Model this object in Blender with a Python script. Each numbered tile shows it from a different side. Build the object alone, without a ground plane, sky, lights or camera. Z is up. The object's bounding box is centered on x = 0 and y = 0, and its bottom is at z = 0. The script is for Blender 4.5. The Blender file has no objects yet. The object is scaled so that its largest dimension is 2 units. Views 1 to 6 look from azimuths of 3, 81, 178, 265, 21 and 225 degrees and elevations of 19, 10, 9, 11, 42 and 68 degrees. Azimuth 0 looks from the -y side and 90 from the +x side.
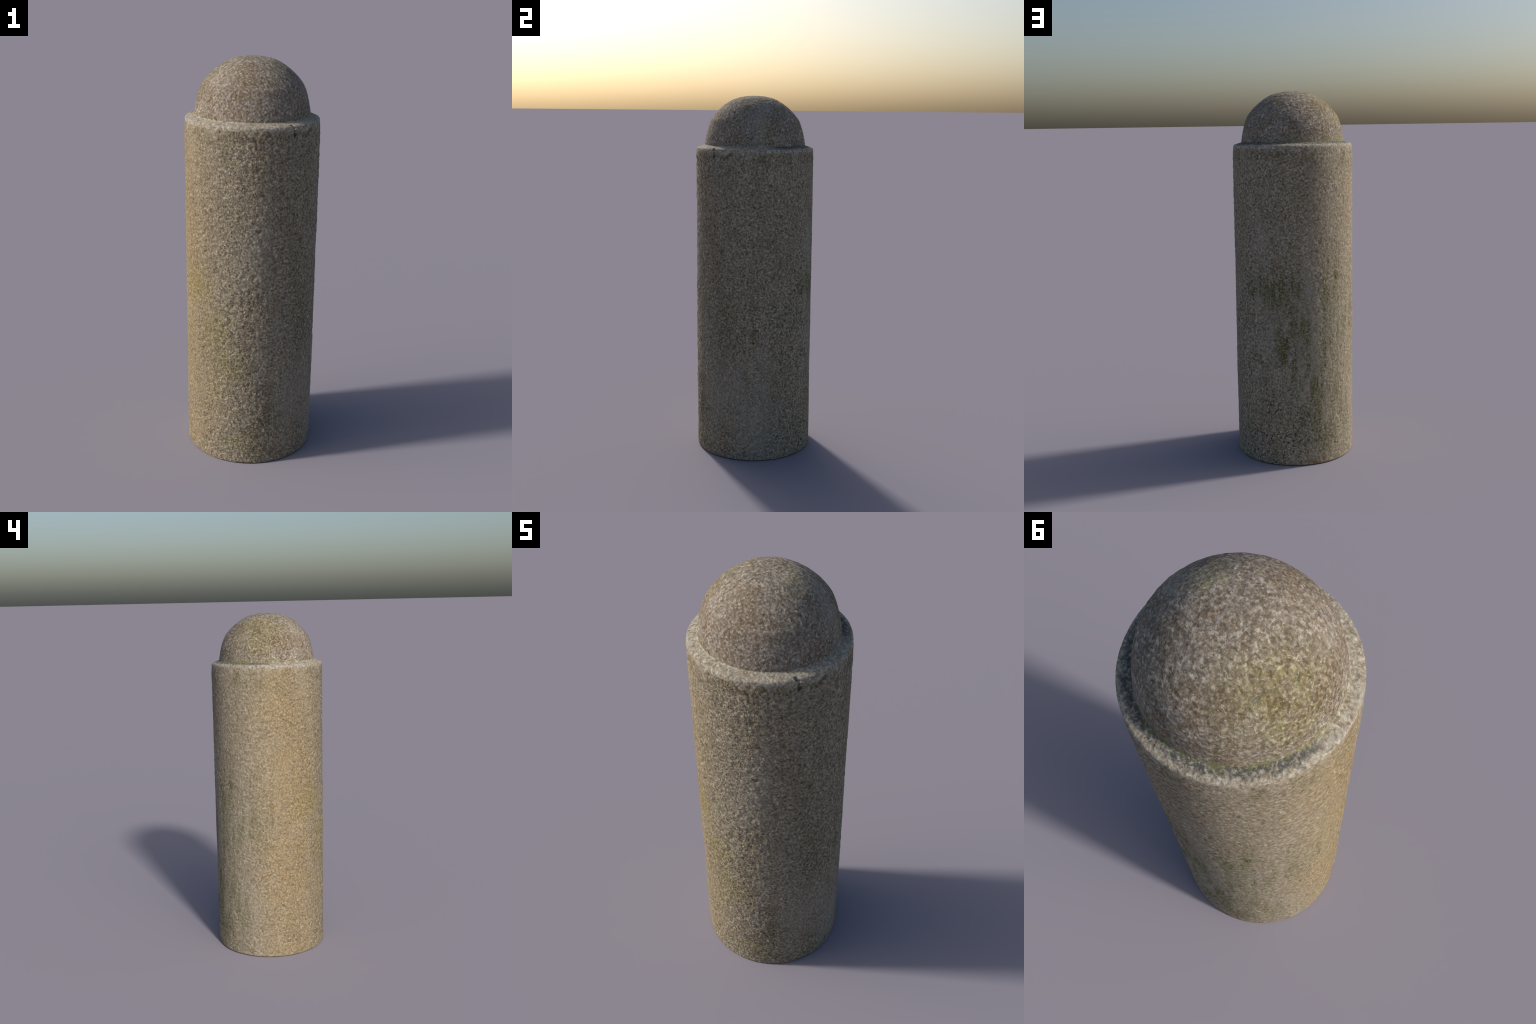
"""Weathered granite bollard: a round shaft, a low sloping rim and a domed cap."""
import bpy
import math
import numpy as np
from mathutils import Vector, noise

TAU = math.tau
N_AROUND = 560           # vertices round the stone (about 4 mm apart on the shaft)
STEP = 0.004             # spacing of the rings along the profile

# ------------------------------------------------------------------ profile
R_SHAFT = 0.3252
Z_SHOULDER = 1.700       # the shaft ends here and the rounded lip begins
R_FOOT, Z_FOOT = 0.2790, 1.732   # foot of the dome, inner end of the sloping ledge
Z_TOP = 2.0


DOME = [(0.2790, 0.0), (0.2775, 0.012), (0.2725, 0.041), (0.2632, 0.084), (0.2458, 0.133), (0.2252, 0.162),
        (0.1990, 0.1905), (0.1665, 0.218), (0.1215, 0.2455), (0.083, 0.2590), (0.040, 0.2662), (0.0, 0.268)]


def catmull(points, per=14):
    """Smooth curve through the control points."""
    p = [np.array(q, float) for q in points]
    p = [2 * p[0] - p[1]] + p + [np.array((-points[-2][0], points[-2][1]))]
    out = []
    for k in range(1, len(p) - 2):
        a, b, c, d = p[k - 1:k + 3]
        for t in np.arange(per) / per:
            out.append(0.5 * (2 * b + (c - a) * t + (2 * a - 5 * b + 4 * c - d) * t * t + (3 * b - a - 3 * c + d) * t ** 3))
    return out + [p[-2]]


def fine(points, step):
    """Resample a polyline at an even spacing."""
    p = np.array(points, float)
    s = np.r_[0, np.cumsum(np.linalg.norm(np.diff(p, axis=0), axis=1))]
    n = max(2, int(round(s[-1] / step)) + 1)
    q = np.linspace(0, s[-1], n)
    return np.stack([np.interp(q, s, p[:, 0]), np.interp(q, s, p[:, 1])], 1)


def rounded(p0, p1, p2, n=8):
    """Quadratic rounding of the corner p1."""
    return [tuple((1 - t) ** 2 * np.array(p0) + 2 * t * (1 - t) * np.array(p1) + t * t * np.array(p2))
            for t in np.linspace(0, 1, n)]


base = fine([(0.02, 0.0), (R_SHAFT - 0.004, 0.0)], 0.02)
foot = rounded((R_SHAFT - 0.004, 0.0), (R_SHAFT - 0.0005, 0.0), (R_SHAFT - 0.0003, 0.006), 4)
shaft = fine(foot + [(R_SHAFT - 0.0002, 0.5), (R_SHAFT, 1.0), (R_SHAFT + 0.0008, 1.6), (R_SHAFT + 0.0008, 1.655),
                     (0.3252, 1.676), (0.3240, Z_SHOULDER)], STEP)
rim = fine([(0.3240, Z_SHOULDER)]
           + rounded((0.3240, 1.7060), (0.3238, 1.7175), (0.3130, 1.7195), 10)
           + rounded((0.2900, 1.7270), (0.2820, 1.7275), (R_FOOT, Z_FOOT), 5), 0.0025)
dome = fine([(r, Z_FOOT + h) for r, h in catmull(DOME)], STEP)[:-1]
profile = np.vstack([base[:-1], shaft, rim[1:], dome[1:]])
ring_shoulder = len(base) - 1 + len(shaft) - 1
ring_groove = ring_shoulder + len(rim) - 1


# ------------------------------------------------------------------ relief
def smooth(x, a, b):
    t = min(max((x - a) / (b - a), 0.0), 1.0)
    return t * t * (3 - 2 * t)


def around(az, z, r=R_SHAFT):
    """Point on the shaft; azimuth 0 faces -y, 90 faces +x."""
    a = math.radians(az)
    return Vector((r * math.sin(a), -r * math.cos(a), z))


CHIP_A, CHIP_B = around(37.5, 1.7195, 0.3140), around(39.6, 1.706, 0.3240)
PIT = around(39.5, 1.682, 0.3255)
SCAR_A, SCAR_B = around(6, 1.182), around(31, 1.20)
SCAR_PIT = around(10, 1.232)


def to_segment(p, a, b):
    ab = b - a
    t = min(max((p - a).dot(ab) / ab.length_squared, 0.0), 1.0)
    return (p - a - ab * t).length, t


def bump_at(p, hammered):
    """Height of the dressed stone surface above the ideal profile, in metres."""
    d = 0.0018 * noise.noise(p * 3.1) + 0.0010 * noise.noise(p * 9.0 + Vector((7, 1, 3)))
    rough = 0.75 + 0.8 * noise.noise(p * 4.0 + Vector((2, 8, 4)))
    tool = Vector(((p.x - p.z) * 22.0, p.y * 46.0, (p.x + p.z) * 48.0))      # slanting tool marks
    d += hammered * rough * (0.0029 - 0.0014 * p.y / R_SHAFT) * noise.noise(tool)
    d += hammered * max(0.0, -p.y / R_SHAFT) * 0.0009 * noise.noise(p * 27.0 + Vector((1, 4, 6)))
    d += hammered * rough * 0.0013 * noise.noise(p * 95.0 + Vector((3, 9, 5)))
    # pick marks: sparse small pits
    k = noise.noise(p * 38.0 + Vector((11, 5, 2)))
    d -= hammered * 0.0022 * smooth(k, 0.38, 0.75)
    if p.z > 1.66 and p.x > 0 and p.y < 0:
        w, _ = to_segment(p, CHIP_A, CHIP_B)
        d -= 0.011 * (1 - smooth(w, 0.002, 0.0090))
        w = ((p.x - PIT.x) ** 2 + (p.y - PIT.y) ** 2 + (p.z - PIT.z) ** 2 * 0.4) ** 0.5
        d -= 0.007 * (1 - smooth(w, 0.002, 0.009))
    elif 1.1 < p.z < 1.3 and p.y < 0 and p.x > -0.05:
        w, t = to_segment(p, SCAR_A, SCAR_B)
        d += 0.0032 * (1 - smooth(w, 0.002, 0.007)) * (1 - 0.5 * t)
        d -= 0.0035 * (1 - smooth((p - SCAR_PIT).length, 0.003, 0.014))
    return d


def build_rings():
    tangent = np.gradient(profile, axis=0)
    tangent /= np.linalg.norm(tangent, axis=1)[:, None]
    normal = np.stack([tangent[:, 1], -tangent[:, 0]], 1)
    ang = np.arange(N_AROUND) * TAU / N_AROUND
    co = np.empty((len(profile), N_AROUND, 3))
    for i, ((r, z), (nr, nz)) in enumerate(zip(profile, normal)):
        under = i < len(base) - 1
        hammered = 0.0 if under else 1.0
        if i > ring_groove:
            hammered = 0.5                      # the cap is dressed smoother
        elif i > ring_shoulder:
            hammered = 0.2                      # so is the lip
        hammered *= smooth(z, 0.0, 0.03) * (1 - 0.6 * smooth(z, 1.66, 1.695) if z < Z_SHOULDER + 0.0005 else 1.0) if not under else 0.0
        fade = smooth(r, 0.0, 0.03)
        for j, a in enumerate(ang):
            s, c = math.sin(a), math.cos(a)
            d = 0.0 if under else bump_at(Vector((r * s, -r * c, z)), hammered) * (0.3 + 0.7 * fade)
            rr = max(r + nr * d, 0.0005)
            co[i, j] = (rr * s, -rr * c, max(z + nz * d, 0.0))
    return co


def grid_mesh(name, co, first, last, cap_first=None, cap_last=None):
    """Quads between rings first..last; optional single vertex closing an end."""
    rows = last - first + 1
    verts = co[first:last + 1].reshape(-1, 3).tolist()
    faces = []
    for i in range(rows - 1):
        for j in range(N_AROUND):
            k = (j + 1) % N_AROUND
            faces.append((i * N_AROUND + j, i * N_AROUND + k, (i + 1) * N_AROUND + k, (i + 1) * N_AROUND + j))
    if cap_first is not None:
        verts.append(cap_first)
        faces += [(len(verts) - 1, (j + 1) % N_AROUND, j) for j in range(N_AROUND)]
    if cap_last is not None:
        verts.append(cap_last)
        o = (rows - 1) * N_AROUND
        faces += [(len(verts) - 1, o + j, o + (j + 1) % N_AROUND) for j in range(N_AROUND)]
    me = bpy.data.meshes.new(name)
    me.from_pydata(verts, [], faces)
    me.update()
    me.shade_smooth()
    return me


# ------------------------------------------------------------------ material
class Nodes:
    """Short helpers for writing node trees."""

    def __init__(self, name):
        self.mat = bpy.data.materials.new(name)
        self.mat.use_nodes = True
        self.tree = self.mat.node_tree
        self.tree.nodes.clear()

    def add(self, kind, inputs=None, **props):
        n = self.tree.nodes.new(kind)
        for k, v in props.items():
            setattr(n, k, v)
        for k, v in (inputs or {}).items():
            if isinstance(v, bpy.types.NodeSocket):
                self.tree.links.new(v, n.inputs[k])
            else:
                n.inputs[k].default_value = v
        return n

    def math(self, op, a, b=0.0, c=0.0, clamp=False):
        return self.add("ShaderNodeMath", {0: a, 1: b, 2: c}, operation=op, use_clamp=clamp).outputs[0]

    def vec(self, op, a, b=(0, 0, 0)):
        n = self.add("ShaderNodeVectorMath", {0: a, 1: b}, operation=op)
        return n.outputs["Value"] if op in ("LENGTH", "DISTANCE", "DOT_PRODUCT") else n.outputs["Vector"]

    def ramp(self, x, lo, hi, a=0.0, b=1.0):
        return self.add("ShaderNodeMapRange", {0: x, 1: lo, 2: hi, 3: a, 4: b}, interpolation_type="SMOOTHSTEP").outputs[0]

    def noise(self, p, scale, detail=2.0, rough=0.5, dist=0.0):
        return self.add("ShaderNodeTexNoise", {"Vector": p, "Scale": scale, "Detail": detail, "Roughness": rough, "Distortion": dist}).outputs[0]

    def voronoi(self, p, scale, rand=1.0):
        n = self.add("ShaderNodeTexVoronoi", {"Vector": p, "Scale": scale, "Randomness": rand})
        return n.outputs["Distance"], n.outputs["Color"]

    def mix(self, f, a, b, mode="MIX"):
        n = self.add("ShaderNodeMix", data_type="RGBA", blend_type=mode, clamp_factor=True)
        for s, v in ((n.inputs[0], f), (n.inputs[6], a), (n.inputs[7], b)):
            if isinstance(v, bpy.types.NodeSocket):
                self.tree.links.new(v, s)
            else:
                s.default_value = v if not isinstance(v, tuple) else (*v, 1.0)
        return n.outputs[2]

    def colours(self, x, stops):
        n = self.add("ShaderNodeValToRGB", {0: x})
        e = n.color_ramp.elements
        while len(e) < len(stops):
            e.new(0.5)
        for el, (pos, c) in zip(e, stops):
            el.position, el.color = pos, (*c, 1.0)
        return n.outputs[0]


# colour patches on the stone: (azimuth, height, half width, half height, strength)
ALGAE = [
    (172, 0.93, 0.028, 0.09, 0.8), (157, 0.92, 0.022, 0.10, 1.0), (146, 0.95, 0.04, 0.07, 0.8),
    (180, 0.95, 0.03, 0.05, 0.7), (177, 0.74, 0.030, 0.10, 0.75), (183, 0.62, 0.035, 0.05, 0.75),
    (169, 0.62, 0.02, 0.05, 0.8), (188, 0.53, 0.02, 0.05, 0.7), (197, 0.45, 0.03, 0.09, 0.9),
    (205, 0.39, 0.025, 0.06, 0.8), (-139, 1.02, 0.03, 0.04, 0.8), (-145, 0.86, 0.055, 0.13, 0.6),
    (-150, 0.72, 0.05, 0.10, 0.5), (-153, 0.14, 0.04, 0.10, 0.7), (-160, 0.36, 0.03, 0.10, 0.7),
    (-123, 0.27, 0.025, 0.10, 0.55), (-113, 0.84, 0.022, 0.06, 0.6), (-115, 0.74, 0.03, 0.05, 0.4),
    (-94, 0.92, 0.025, 0.02, 0.6), (-94, 0.84, 0.015, 0.03, 0.6), (22, 0.40, 0.035, 0.05, 0.30),
    (18, 0.27, 0.045, 0.07, 0.42), (6, 0.17, 0.05, 0.05, 0.32), (17, 0.05, 0.06, 0.05, 0.45),
    (132, 0.97, 0.05, 0.05, 0.7), (111, 0.80, 0.03, 0.05, 0.5), (82, 0.71, 0.018, 0.06, 0.4),
    (165, 0.90, 0.13, 0.14, 0.40), (-172, 0.75, 0.10, 0.25, 0.35), (-155, 0.40, 0.09, 0.25, 0.30),
    (140, 0.98, 0.05, 0.10, 0.5), (86, 1.67, 0.04, 0.06, 0.4),
    (-128, 1.66, 0.03, 0.05, 0.6), (-112, 1.66, 0.03, 0.04, 0.5), (-94, 1.62, 0.12, 0.05, 0.3),
]
DRIP_ZONE = [(150, 0.95, 0.12, 0.13, 1.0), (172, 0.93, 0.13, 0.14, 1.0), (178, 0.66, 0.15, 0.26, 1.0), (-165, 0.40, 0.15, 0.30, 0.9),
             (-143, 0.85, 0.13, 0.26, 0.8), (-140, 0.30, 0.14, 0.25, 0.6), (118, 0.90, 0.12, 0.22, 0.35),
             (-105, 0.80, 0.12, 0.20, 0.35)]
YELLOW_FILM = [
    (-47, 0.92, 0.10, 0.10, 0.8), (-28, 0.72, 0.09, 0.14, 0.9), (-18, 0.53, 0.09, 0.10, 0.7),
    (-25, 0.40, 0.06, 0.08, 0.5), (-60, 0.90, 0.08, 0.09, 0.6), (-33, 0.66, 0.05, 0.14, 0.6),
    (-5, 0.12, 0.12, 0.06, 0.5),
]
TAN_FILM = [(-78, 1.50, 0.20, 0.30, 0.9), (-72, 1.05, 0.19, 0.45, 1.0), (-75, 0.55, 0.20, 0.40, 1.0), (-70, 0.15, 0.20, 0.25, 0.8),
            (-45, 1.35, 0.10, 0.30, 0.4), (-40, 0.35, 0.12, 0.30, 0.5)]
LIP_DARK_BAND = [(-8, 1.685, 0.09, 0.020, 0.9), (20, 1.68, 0.09, 0.022, 0.9), (55, 1.685, 0.08, 0.015, 0.5), (92, 1.68, 0.06, 0.03, 0.8),
             (115, 1.68, 0.05, 0.03, 0.6), (-48, 1.68, 0.07, 0.018, 0.7), (-74, 1.675, 0.05, 0.018, 0.5), (-165, 1.665, 0.05, 0.018, 0.6),
             (165, 1.67, 0.09, 0.04, 0.7), (-172, 1.64, 0.08, 0.06, 0.7), (140, 1.67, 0.08, 0.04, 0.6), (-172, 1.47, 0.07, 0.12, 0.45), (-25, 1.67, 0.06, 0.03, 0.6)]
LICHEN = [
    (54, 0.84, 0.008, 0.010, 1.0), (117, 0.59, 0.008, 0.014, 1.0), (131, 0.51, 0.006, 0.022, 1.0),
    (118, 0.475, 0.007, 0.012, 0.9), (162, 0.275, 0.008, 0.012, 0.9), (150, 1.01, 0.006, 0.014, 0.8),
    (105, 1.02, 0.008, 0.012, 0.8), (29, 1.415, 0.007, 0.014, 0.8), (-103, 1.53, 0.008, 0.02, 0.5),
]
RUST = [(-164, 0.012, 0.06, 0.014, 1.0), (-160, 1.39, 0.04, 0.025, 0.2)]


def spots(n, p, places, soft=1.0, hard=0.45):
    """Union of soft patches centred on the listed places."""
    total = None
    for az, z, w, h, strength in places:
        d = n.vec("SUBTRACT", p, tuple(around(az, z)))
        d = n.vec("LENGTH", n.vec("MULTIPLY", d, (1 / w, 1 / w, 1 / h)))
        m = n.ramp(d, hard, soft + 0.25, strength, 0.0)
        total = m if total is None else n.math("MAXIMUM", total, m)
    return total


def granite(name, kind):
    n = Nodes(name)
    p = n.add("ShaderNodeTexCoord").outputs["Object"]
    streak = n.add("ShaderNodeMapping", {"Vector": p, "Scale": (1.0, 1.0, 0.28)}).outputs[0]

    # mineral grains: feldspar, quartz and mica cells with soft borders
    wob = n.vec("ADD", p, n.vec("SCALE", n.add("ShaderNodeTexNoise", {"Vector": p, "Scale": 60.0, "Detail": 2.0}).outputs["Color"]))
    wob.node.inputs[1].links[0].from_node.inputs["Scale"].default_value = 0.020
    _, cell = n.voronoi(wob, 126.0)
    grain = n.add("ShaderNodeSeparateColor", {0: cell})
    soft = n.noise(p, 92.0, 3.0, 0.62)
    value = n.math("ADD", n.math("MULTIPLY", grain.outputs[0], 0.42), n.math("MULTIPLY", n.ramp(soft, 0.3, 0.7), 0.58))
    if kind == "cap":
        stops = [(0.0, (0.085, 0.069, 0.053)), (0.30, (0.165, 0.136, 0.104)), (0.55, (0.258, 0.217, 0.170)),
                 (0.78, (0.39, 0.345, 0.285)), (1.0, (0.57, 0.54, 0.49))]
    elif kind == "rim":
        stops = [(0.0, (0.16, 0.139, 0.103)), (0.30, (0.265, 0.231, 0.175)), (0.55, (0.375, 0.332, 0.258)),
                 (0.78, (0.475, 0.43, 0.347)), (1.0, (0.60, 0.56, 0.49))]
    else:
        stops = [(0.0, (0.080, 0.068, 0.050)), (0.30, (0.186, 0.155, 0.108)), (0.55, (0.292, 0.249, 0.177)),
                 (0.78, (0.405, 0.351, 0.258)), (1.0, (0.55, 0.50, 0.405))]
    col = n.colours(value, stops)
    # a few warm (iron stained) and cool (quartz) grains
    col = n.mix(n.math("MULTIPLY", n.ramp(grain.outputs[1], 0.75, 0.95), 0.35), col, (0.28, 0.195, 0.115))
    col = n.mix(n.math("MULTIPLY", n.ramp(grain.outputs[2], 0.78, 0.95), 0.30), col, (0.30, 0.305, 0.315))

    # dark mica specks, denser on the clean lower shaft
    sd, sc = n.voronoi(wob, 78.0)
    pick = n.add("ShaderNodeSeparateColor", {0: sc})
    speck = n.math("MULTIPLY", n.ramp(sd, 0.26, 0.58, 1.0, 0.0), n.ramp(pick.outputs[0], 0.62, 0.72))
    clean = n.ramp(n.noise(p, 3.2, 2.0, 0.5), 0.40, 0.60, 0.40, 1.0)
    if kind == "shaft":
        clean = n.math("MULTIPLY", clean, n.ramp(n.vec("DISTANCE", p, (0.22, 0.50, 0.45)), 0.35, 1.05, 1.0, 0.32))
    else:
        clean = 0.25
    speck = n.math("MULTIPLY", speck, clean)
    col = n.mix(speck, col, (0.034, 0.037, 0.045))

    # broad weathering: brown grime and paler washed runs
    grime = n.ramp(n.noise(streak, 7.0, 4.0, 0.6), 0.42, 0.68)
    col = n.mix(n.math("MULTIPLY", grime, 0.34), col, (0.72, 0.66, 0.56), "MULTIPLY")
    wash = n.ramp(n.noise(streak, 5.0, 3.0, 0.55, 0.4), 0.50, 0.72)
    col = n.mix(n.math("MULTIPLY", wash, 0.32), col, (0.36, 0.335, 0.29))

    # biological stains
    warp = n.vec("SUBTRACT", n.add("ShaderNodeTexNoise", {"Vector": streak, "Scale": 28.0, "Detail": 4.0, "Roughness": 0.65}).outputs["Color"], (0.5, 0.5, 0.5))
    warp = n.vec("MULTIPLY", warp, (0.10, 0.10, 0.20))
    wp = n.vec("ADD", p, warp)
    patchy = n.ramp(n.noise(n.add("ShaderNodeMapping", {"Vector": p, "Scale": (1.0, 1.0, 0.55)}).outputs[0], 62.0, 3.0, 0.65), 0.38, 0.60)
    faint = n.ramp(n.noise(streak, 11.0, 5.0, 0.65), 0.55, 0.74)
    if kind == "shaft":
        # dusty film that evens the grain on the weather side
        flat = n.ramp(n.vec("DOT_PRODUCT", n.vec("NORMALIZE", n.vec("MULTIPLY", wp, (1, 1, 0))), (-0.99, 0.12, 0.0)), -0.05, 0.75)
        flat = n.math("MULTIPLY", flat, n.ramp(n.noise(p, 17.0, 4.0, 0.6), 0.28, 0.62, 0.16, 0.40))
        col = n.mix(flat, col, (0.325, 0.278, 0.195))
        film = n.math("MULTIPLY", spots(n, wp, TAN_FILM, 1.15, 0.3), n.ramp(n.noise(p, 13.0, 4.0, 0.6), 0.25, 0.6, 0.55, 1.0))
        col = n.mix(film, col, n.mix(1.0, col, (1.06, 0.965, 0.79), "MULTIPLY"))
        lip = n.math("MULTIPLY", spots(n, wp, LIP_DARK_BAND, 1.2, 0.2), n.ramp(patchy, 0.0, 1.0, 0.45, 1.0))
        col = n.mix(n.math("MULTIPLY", lip, 0.9), col, n.mix(1.0, col, (0.58, 0.54, 0.44), "MULTIPLY"))
        algae = n.math("MULTIPLY", spots(n, wp, ALGAE), n.math("ADD", n.math("MULTIPLY", patchy, 0.65), 0.40))
        algae = n.math("MULTIPLY", algae, n.ramp(n.noise(p, 95.0, 2.0, 0.6), 0.38, 0.56, 0.35, 0.95))
        drip = n.add("ShaderNodeMapping", {"Vector": p, "Scale": (1.0, 1.0, 0.13)}).outputs[0]
        drips = n.ramp(n.noise(drip, 30.0, 3.0, 0.6), 0.44, 0.56)
        broken = n.ramp(n.noise(streak, 26.0, 3.0, 0.6), 0.36, 0.50)
        zone = spots(n, wp, DRIP_ZONE, 1.2, 0.35)
        grains = n.ramp(n.noise(p, 105.0, 2.0, 0.6), 0.40, 0.56, 0.10, 1.0)
        drips = n.math("MULTIPLY", n.math("MULTIPLY", drips, broken), n.math("MULTIPLY", zone, grains))
        runs = n.math("MULTIPLY", n.ramp(n.noise(drip, 24.0, 3.0, 0.6, 0.3), 0.53, 0.66), zone)
        col = n.mix(n.math("MULTIPLY", runs, 0.45), col, (0.37, 0.345, 0.295))
        algae = n.math("MAXIMUM", algae, drips)
        algae = n.math("MAXIMUM", algae, n.math("MULTIPLY", n.math("MULTIPLY", faint, patchy), 0.30))
        col = n.mix(n.math("MULTIPLY", spots(n, wp, YELLOW_FILM, 1.25, 0.0), 0.80), col,
                    n.mix(1.0, col, (0.97, 0.98, 0.68), "MULTIPLY"))
        col = n.mix(n.math("MULTIPLY", algae, 0.95), col, n.mix(0.5, n.mix(1.0, col, (0.46, 0.53, 0.20), "MULTIPLY"), (0.062, 0.074, 0.022)))
        # the lip's paler tone fades out unevenly over the top of the shaft
        edge = n.add("ShaderNodeSeparateXYZ", {0: wp}).outputs[2]
        edge = n.ramp(n.math("ADD", edge, n.math("MULTIPLY", patchy, 0.006)), 1.690, 1.708)
        col = n.mix(n.math("MULTIPLY", edge, 0.65), col, n.mix(0.45, n.mix(1.0, col, (1.28, 1.29, 1.33), "MULTIPLY"), (0.35, 0.31, 0.245)))
        small = n.vec("ADD", p, n.vec("MULTIPLY", warp, (0.12, 0.12, 0.12)))
        col = n.mix(n.math("MULTIPLY", spots(n, small, LICHEN), 0.75), col, (0.13, 0.12, 0.018))
        col = n.mix(n.math("MULTIPLY", spots(n, wp, RUST), 0.65), col, (0.22, 0.11, 0.045))
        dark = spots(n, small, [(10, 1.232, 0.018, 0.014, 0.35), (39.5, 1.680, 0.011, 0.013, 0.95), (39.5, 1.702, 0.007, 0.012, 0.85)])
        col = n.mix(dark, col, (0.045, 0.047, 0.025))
        scar = None
    else:
        # moss in the joint under the cap, mostly on the two weather sides
        z = n.add("ShaderNodeSeparateXYZ", {0: p}).outputs[2]
        side = n.vec("DOT_PRODUCT", n.vec("NORMALIZE", n.vec("MULTIPLY", p, (1, 1, 0))), (-0.80, 0.60, 0.0))
        side = n.ramp(side, -0.25, 0.55)
        radius = n.vec("LENGTH", n.vec("MULTIPLY", p, (1, 1, 0)))
        if kind == "cap":
            col = n.mix(n.ramp(n.noise(p, 9.0, 3.0, 0.6), 0.35, 0.65, 0.05, 0.22), col, (0.258, 0.217, 0.168))
            brown = n.ramp(n.noise(n.vec("ADD", p, (3.1, 0.4, 1.7)), 8.0, 5.0, 0.65), 0.44, 0.64)
            col = n.mix(n.math("MULTIPLY", brown, 0.7), col, n.mix(1.0, col, (0.78, 0.70, 0.60), "MULTIPLY"))
            pale = n.ramp(n.noise(p, 120.0, 2.0, 0.5), 0.60, 0.70)
            col = n.mix(n.math("MULTIPLY", pale, 0.55), col, (0.52, 0.465, 0.42))
            band = n.ramp(n.math("ADD", z, n.math("MULTIPLY", patchy, -0.018)), 1.722, 1.752, 1.0, 0.0)
            crown = n.vec("LENGTH", n.vec("SUBTRACT", wp, (-0.20, 0.06, 1.90)))
            crown = n.math("MULTIPLY", n.ramp(crown, 0.05, 0.24, 0.9, 0.0), n.ramp(patchy, 0.0, 1.0, 0.5, 1.0))
            crown2 = n.vec("LENGTH", n.vec("SUBTRACT", wp, (0.11, -0.03, 1.97)))
            crown = n.math("MAXIMUM", crown, n.ramp(crown2, 0.01, 0.075, 0.7, 0.0))
            crown3 = n.vec("LENGTH", n.vec("SUBTRACT", wp, (0.26, 0.03, 1.80)))
            crown = n.math("MAXIMUM", crown, n.ramp(crown3, 0.02, 0.09, 0.6, 0.0))
            col = n.mix(n.math("MULTIPLY", n.math("MULTIPLY", crown, n.ramp(n.noise(p, 14.0, 4.0, 0.6), 0.36, 0.60, 0.45, 1.0)), 0.75), col, n.mix(1.0, col, (0.84, 0.90, 0.50), "MULTIPLY"))
        else:
            band = n.ramp(n.math("ADD", radius, n.math("MULTIPLY", patchy, 0.012)), 0.286, 0.300, 1.0, 0.0)
            stray = n.math("MULTIPLY", n.ramp(n.noise(p, 34.0, 3.0, 0.6), 0.58, 0.70), 0.5)
            band = n.math("MAXIMUM", n.math("MULTIPLY", band, 0.9), stray)
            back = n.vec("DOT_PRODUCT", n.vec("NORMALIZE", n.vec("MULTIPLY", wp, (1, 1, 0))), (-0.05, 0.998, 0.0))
            baked_dome_shadow = n.math("MULTIPLY", n.ramp(back, 0.0, 0.28), n.ramp(n.math("ADD", radius, n.math("MULTIPLY", patchy, 0.008)), 0.302, 0.320, 1.0, 0.0))  # dome's cast shadow on the ledge, painted as a dark bluish colour
            baked_dome_shadow = n.math("MULTIPLY", baked_dome_shadow, n.ramp(n.noise(p, 85.0, 3.0, 0.65), 0.46, 0.60, 1.0, 0.30))
            col = n.mix(n.math("MULTIPLY", baked_dome_shadow, 0.88), col, (0.060, 0.066, 0.066))
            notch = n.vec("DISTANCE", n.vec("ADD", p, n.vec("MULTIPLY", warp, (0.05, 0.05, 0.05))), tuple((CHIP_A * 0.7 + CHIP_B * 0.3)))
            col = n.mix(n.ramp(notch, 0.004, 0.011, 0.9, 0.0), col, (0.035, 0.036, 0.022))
        moss = n.math("MULTIPLY", n.math("MULTIPLY", band, side), n.ramp(n.noise(p, 52.0, 4.0, 0.7), 0.46, 0.60))
        col = n.mix(n.math("MULTIPLY", moss, 0.7), col, (0.20, 0.21, 0.065))

    # fine grain below the modelled relief
    slant = n.add("ShaderNodeMapping", {"Vector": p, "Rotation": (0.0, math.pi / 4, 0.0)}).outputs[0]
    slant = n.vec("MULTIPLY", slant, (1.0, 0.9, 0.5))
    height = n.math("ADD", n.math("MULTIPLY", value, 0.5), n.math("MULTIPLY", n.noise(p, 190.0, 3.0, 0.6), 0.5))
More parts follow.
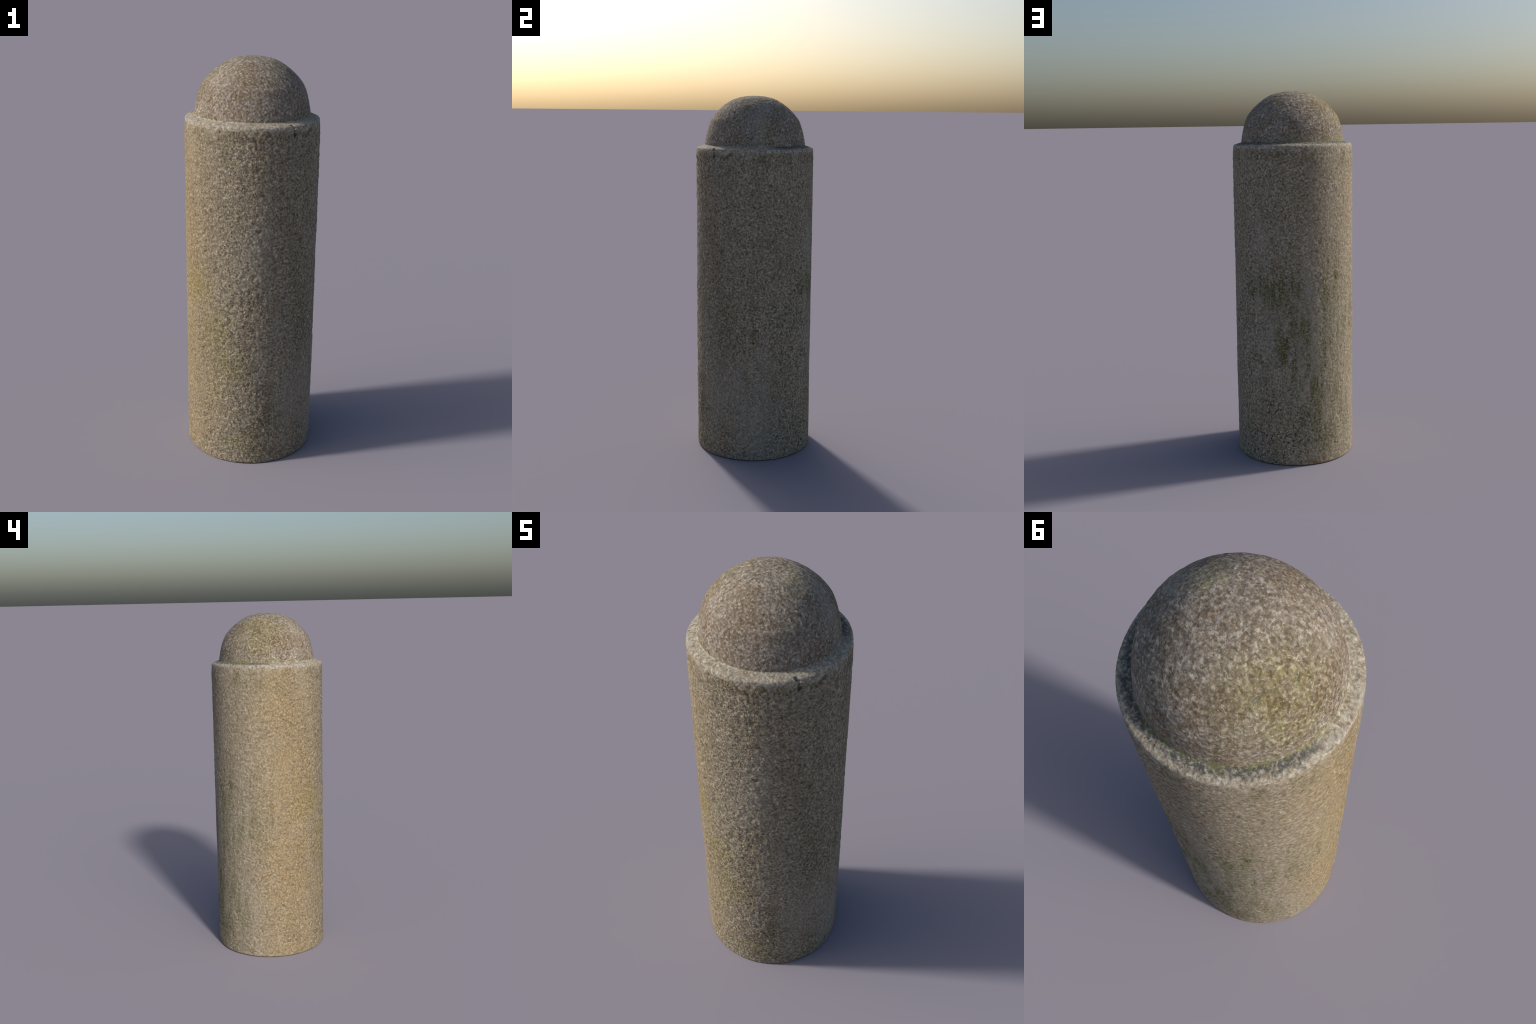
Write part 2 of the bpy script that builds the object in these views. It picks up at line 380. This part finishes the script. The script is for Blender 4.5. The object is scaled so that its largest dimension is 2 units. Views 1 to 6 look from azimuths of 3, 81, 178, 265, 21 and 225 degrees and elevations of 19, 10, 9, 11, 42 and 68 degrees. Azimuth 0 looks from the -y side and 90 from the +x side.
    height = n.math("ADD", height, n.math("MULTIPLY", n.noise(slant, 95.0, 2.5, 0.55), 1.6))
    strength = 0.5
    if kind == "shaft":      # the tooling is deepest on the front
        strength = n.ramp(n.vec("DOT_PRODUCT", n.vec("NORMALIZE", n.vec("MULTIPLY", p, (1, 1, 0))), (-0.1, -0.99, 0.0)), -0.2, 0.6, 0.32, 1.0)
    bump = n.add("ShaderNodeBump", {"Strength": strength, "Distance": 0.0052 if kind == "shaft" else 0.0032, "Height": height})
    bsdf = n.add("ShaderNodeBsdfPrincipled", {"Base Color": col, "Roughness": 0.92, "Specular IOR Level": 0.15, "Normal": bump.outputs[0]})
    out = n.add("ShaderNodeOutputMaterial")
    n.tree.links.new(bsdf.outputs[0], out.inputs[0])
    return n.mat


# ------------------------------------------------------------------ assembly
def main():
    co = build_rings()
    co[:, :, 2] *= Z_TOP / co[:, :, 2].max()
    crown = (0.0, 0.0, float(co[-1, :, 2].mean()) + 0.0001)
    last = len(co) - 1
    whole = grid_mesh("whole", co, 0, last, (0.0, 0.0, 0.0), crown)
    normals = np.empty(len(whole.vertices) * 3, np.float32)
    whole.vertex_normals.foreach_get("vector", normals)
    normals = normals.reshape(-1, 3)
    bpy.data.meshes.remove(whole)

    root = bpy.data.objects.new("stone_bollard", None)
    root.empty_display_size = 0.2
    root["label"] = "weathered round granite bollard with domed top and rim"
    root["category"] = "stone bollard"
    bpy.context.scene.collection.objects.link(root)

    parts = (("shaft", 0, ring_shoulder, (0.0, 0.0, 0.0), None, "shaft"),
             ("rim", ring_shoulder, ring_groove, None, None, "rim"),
             ("dome", ring_groove, last, None, crown, "cap"))
    for name, first, end, low, high, kind in parts:
        me = grid_mesh(name, co, first, end, low, high)
        nn = normals[first * N_AROUND:(end + 1) * N_AROUND].tolist()
        if low is not None:
            nn.append((0, 0, -1))
        if high is not None:
            nn.append((0, 0, 1))
        me.normals_split_custom_set_from_vertices(nn)
        me.materials.append(granite("granite_" + name, kind))
        ob = bpy.data.objects.new(name, me)
        bpy.context.scene.collection.objects.link(ob)
        ob.parent = root


main()
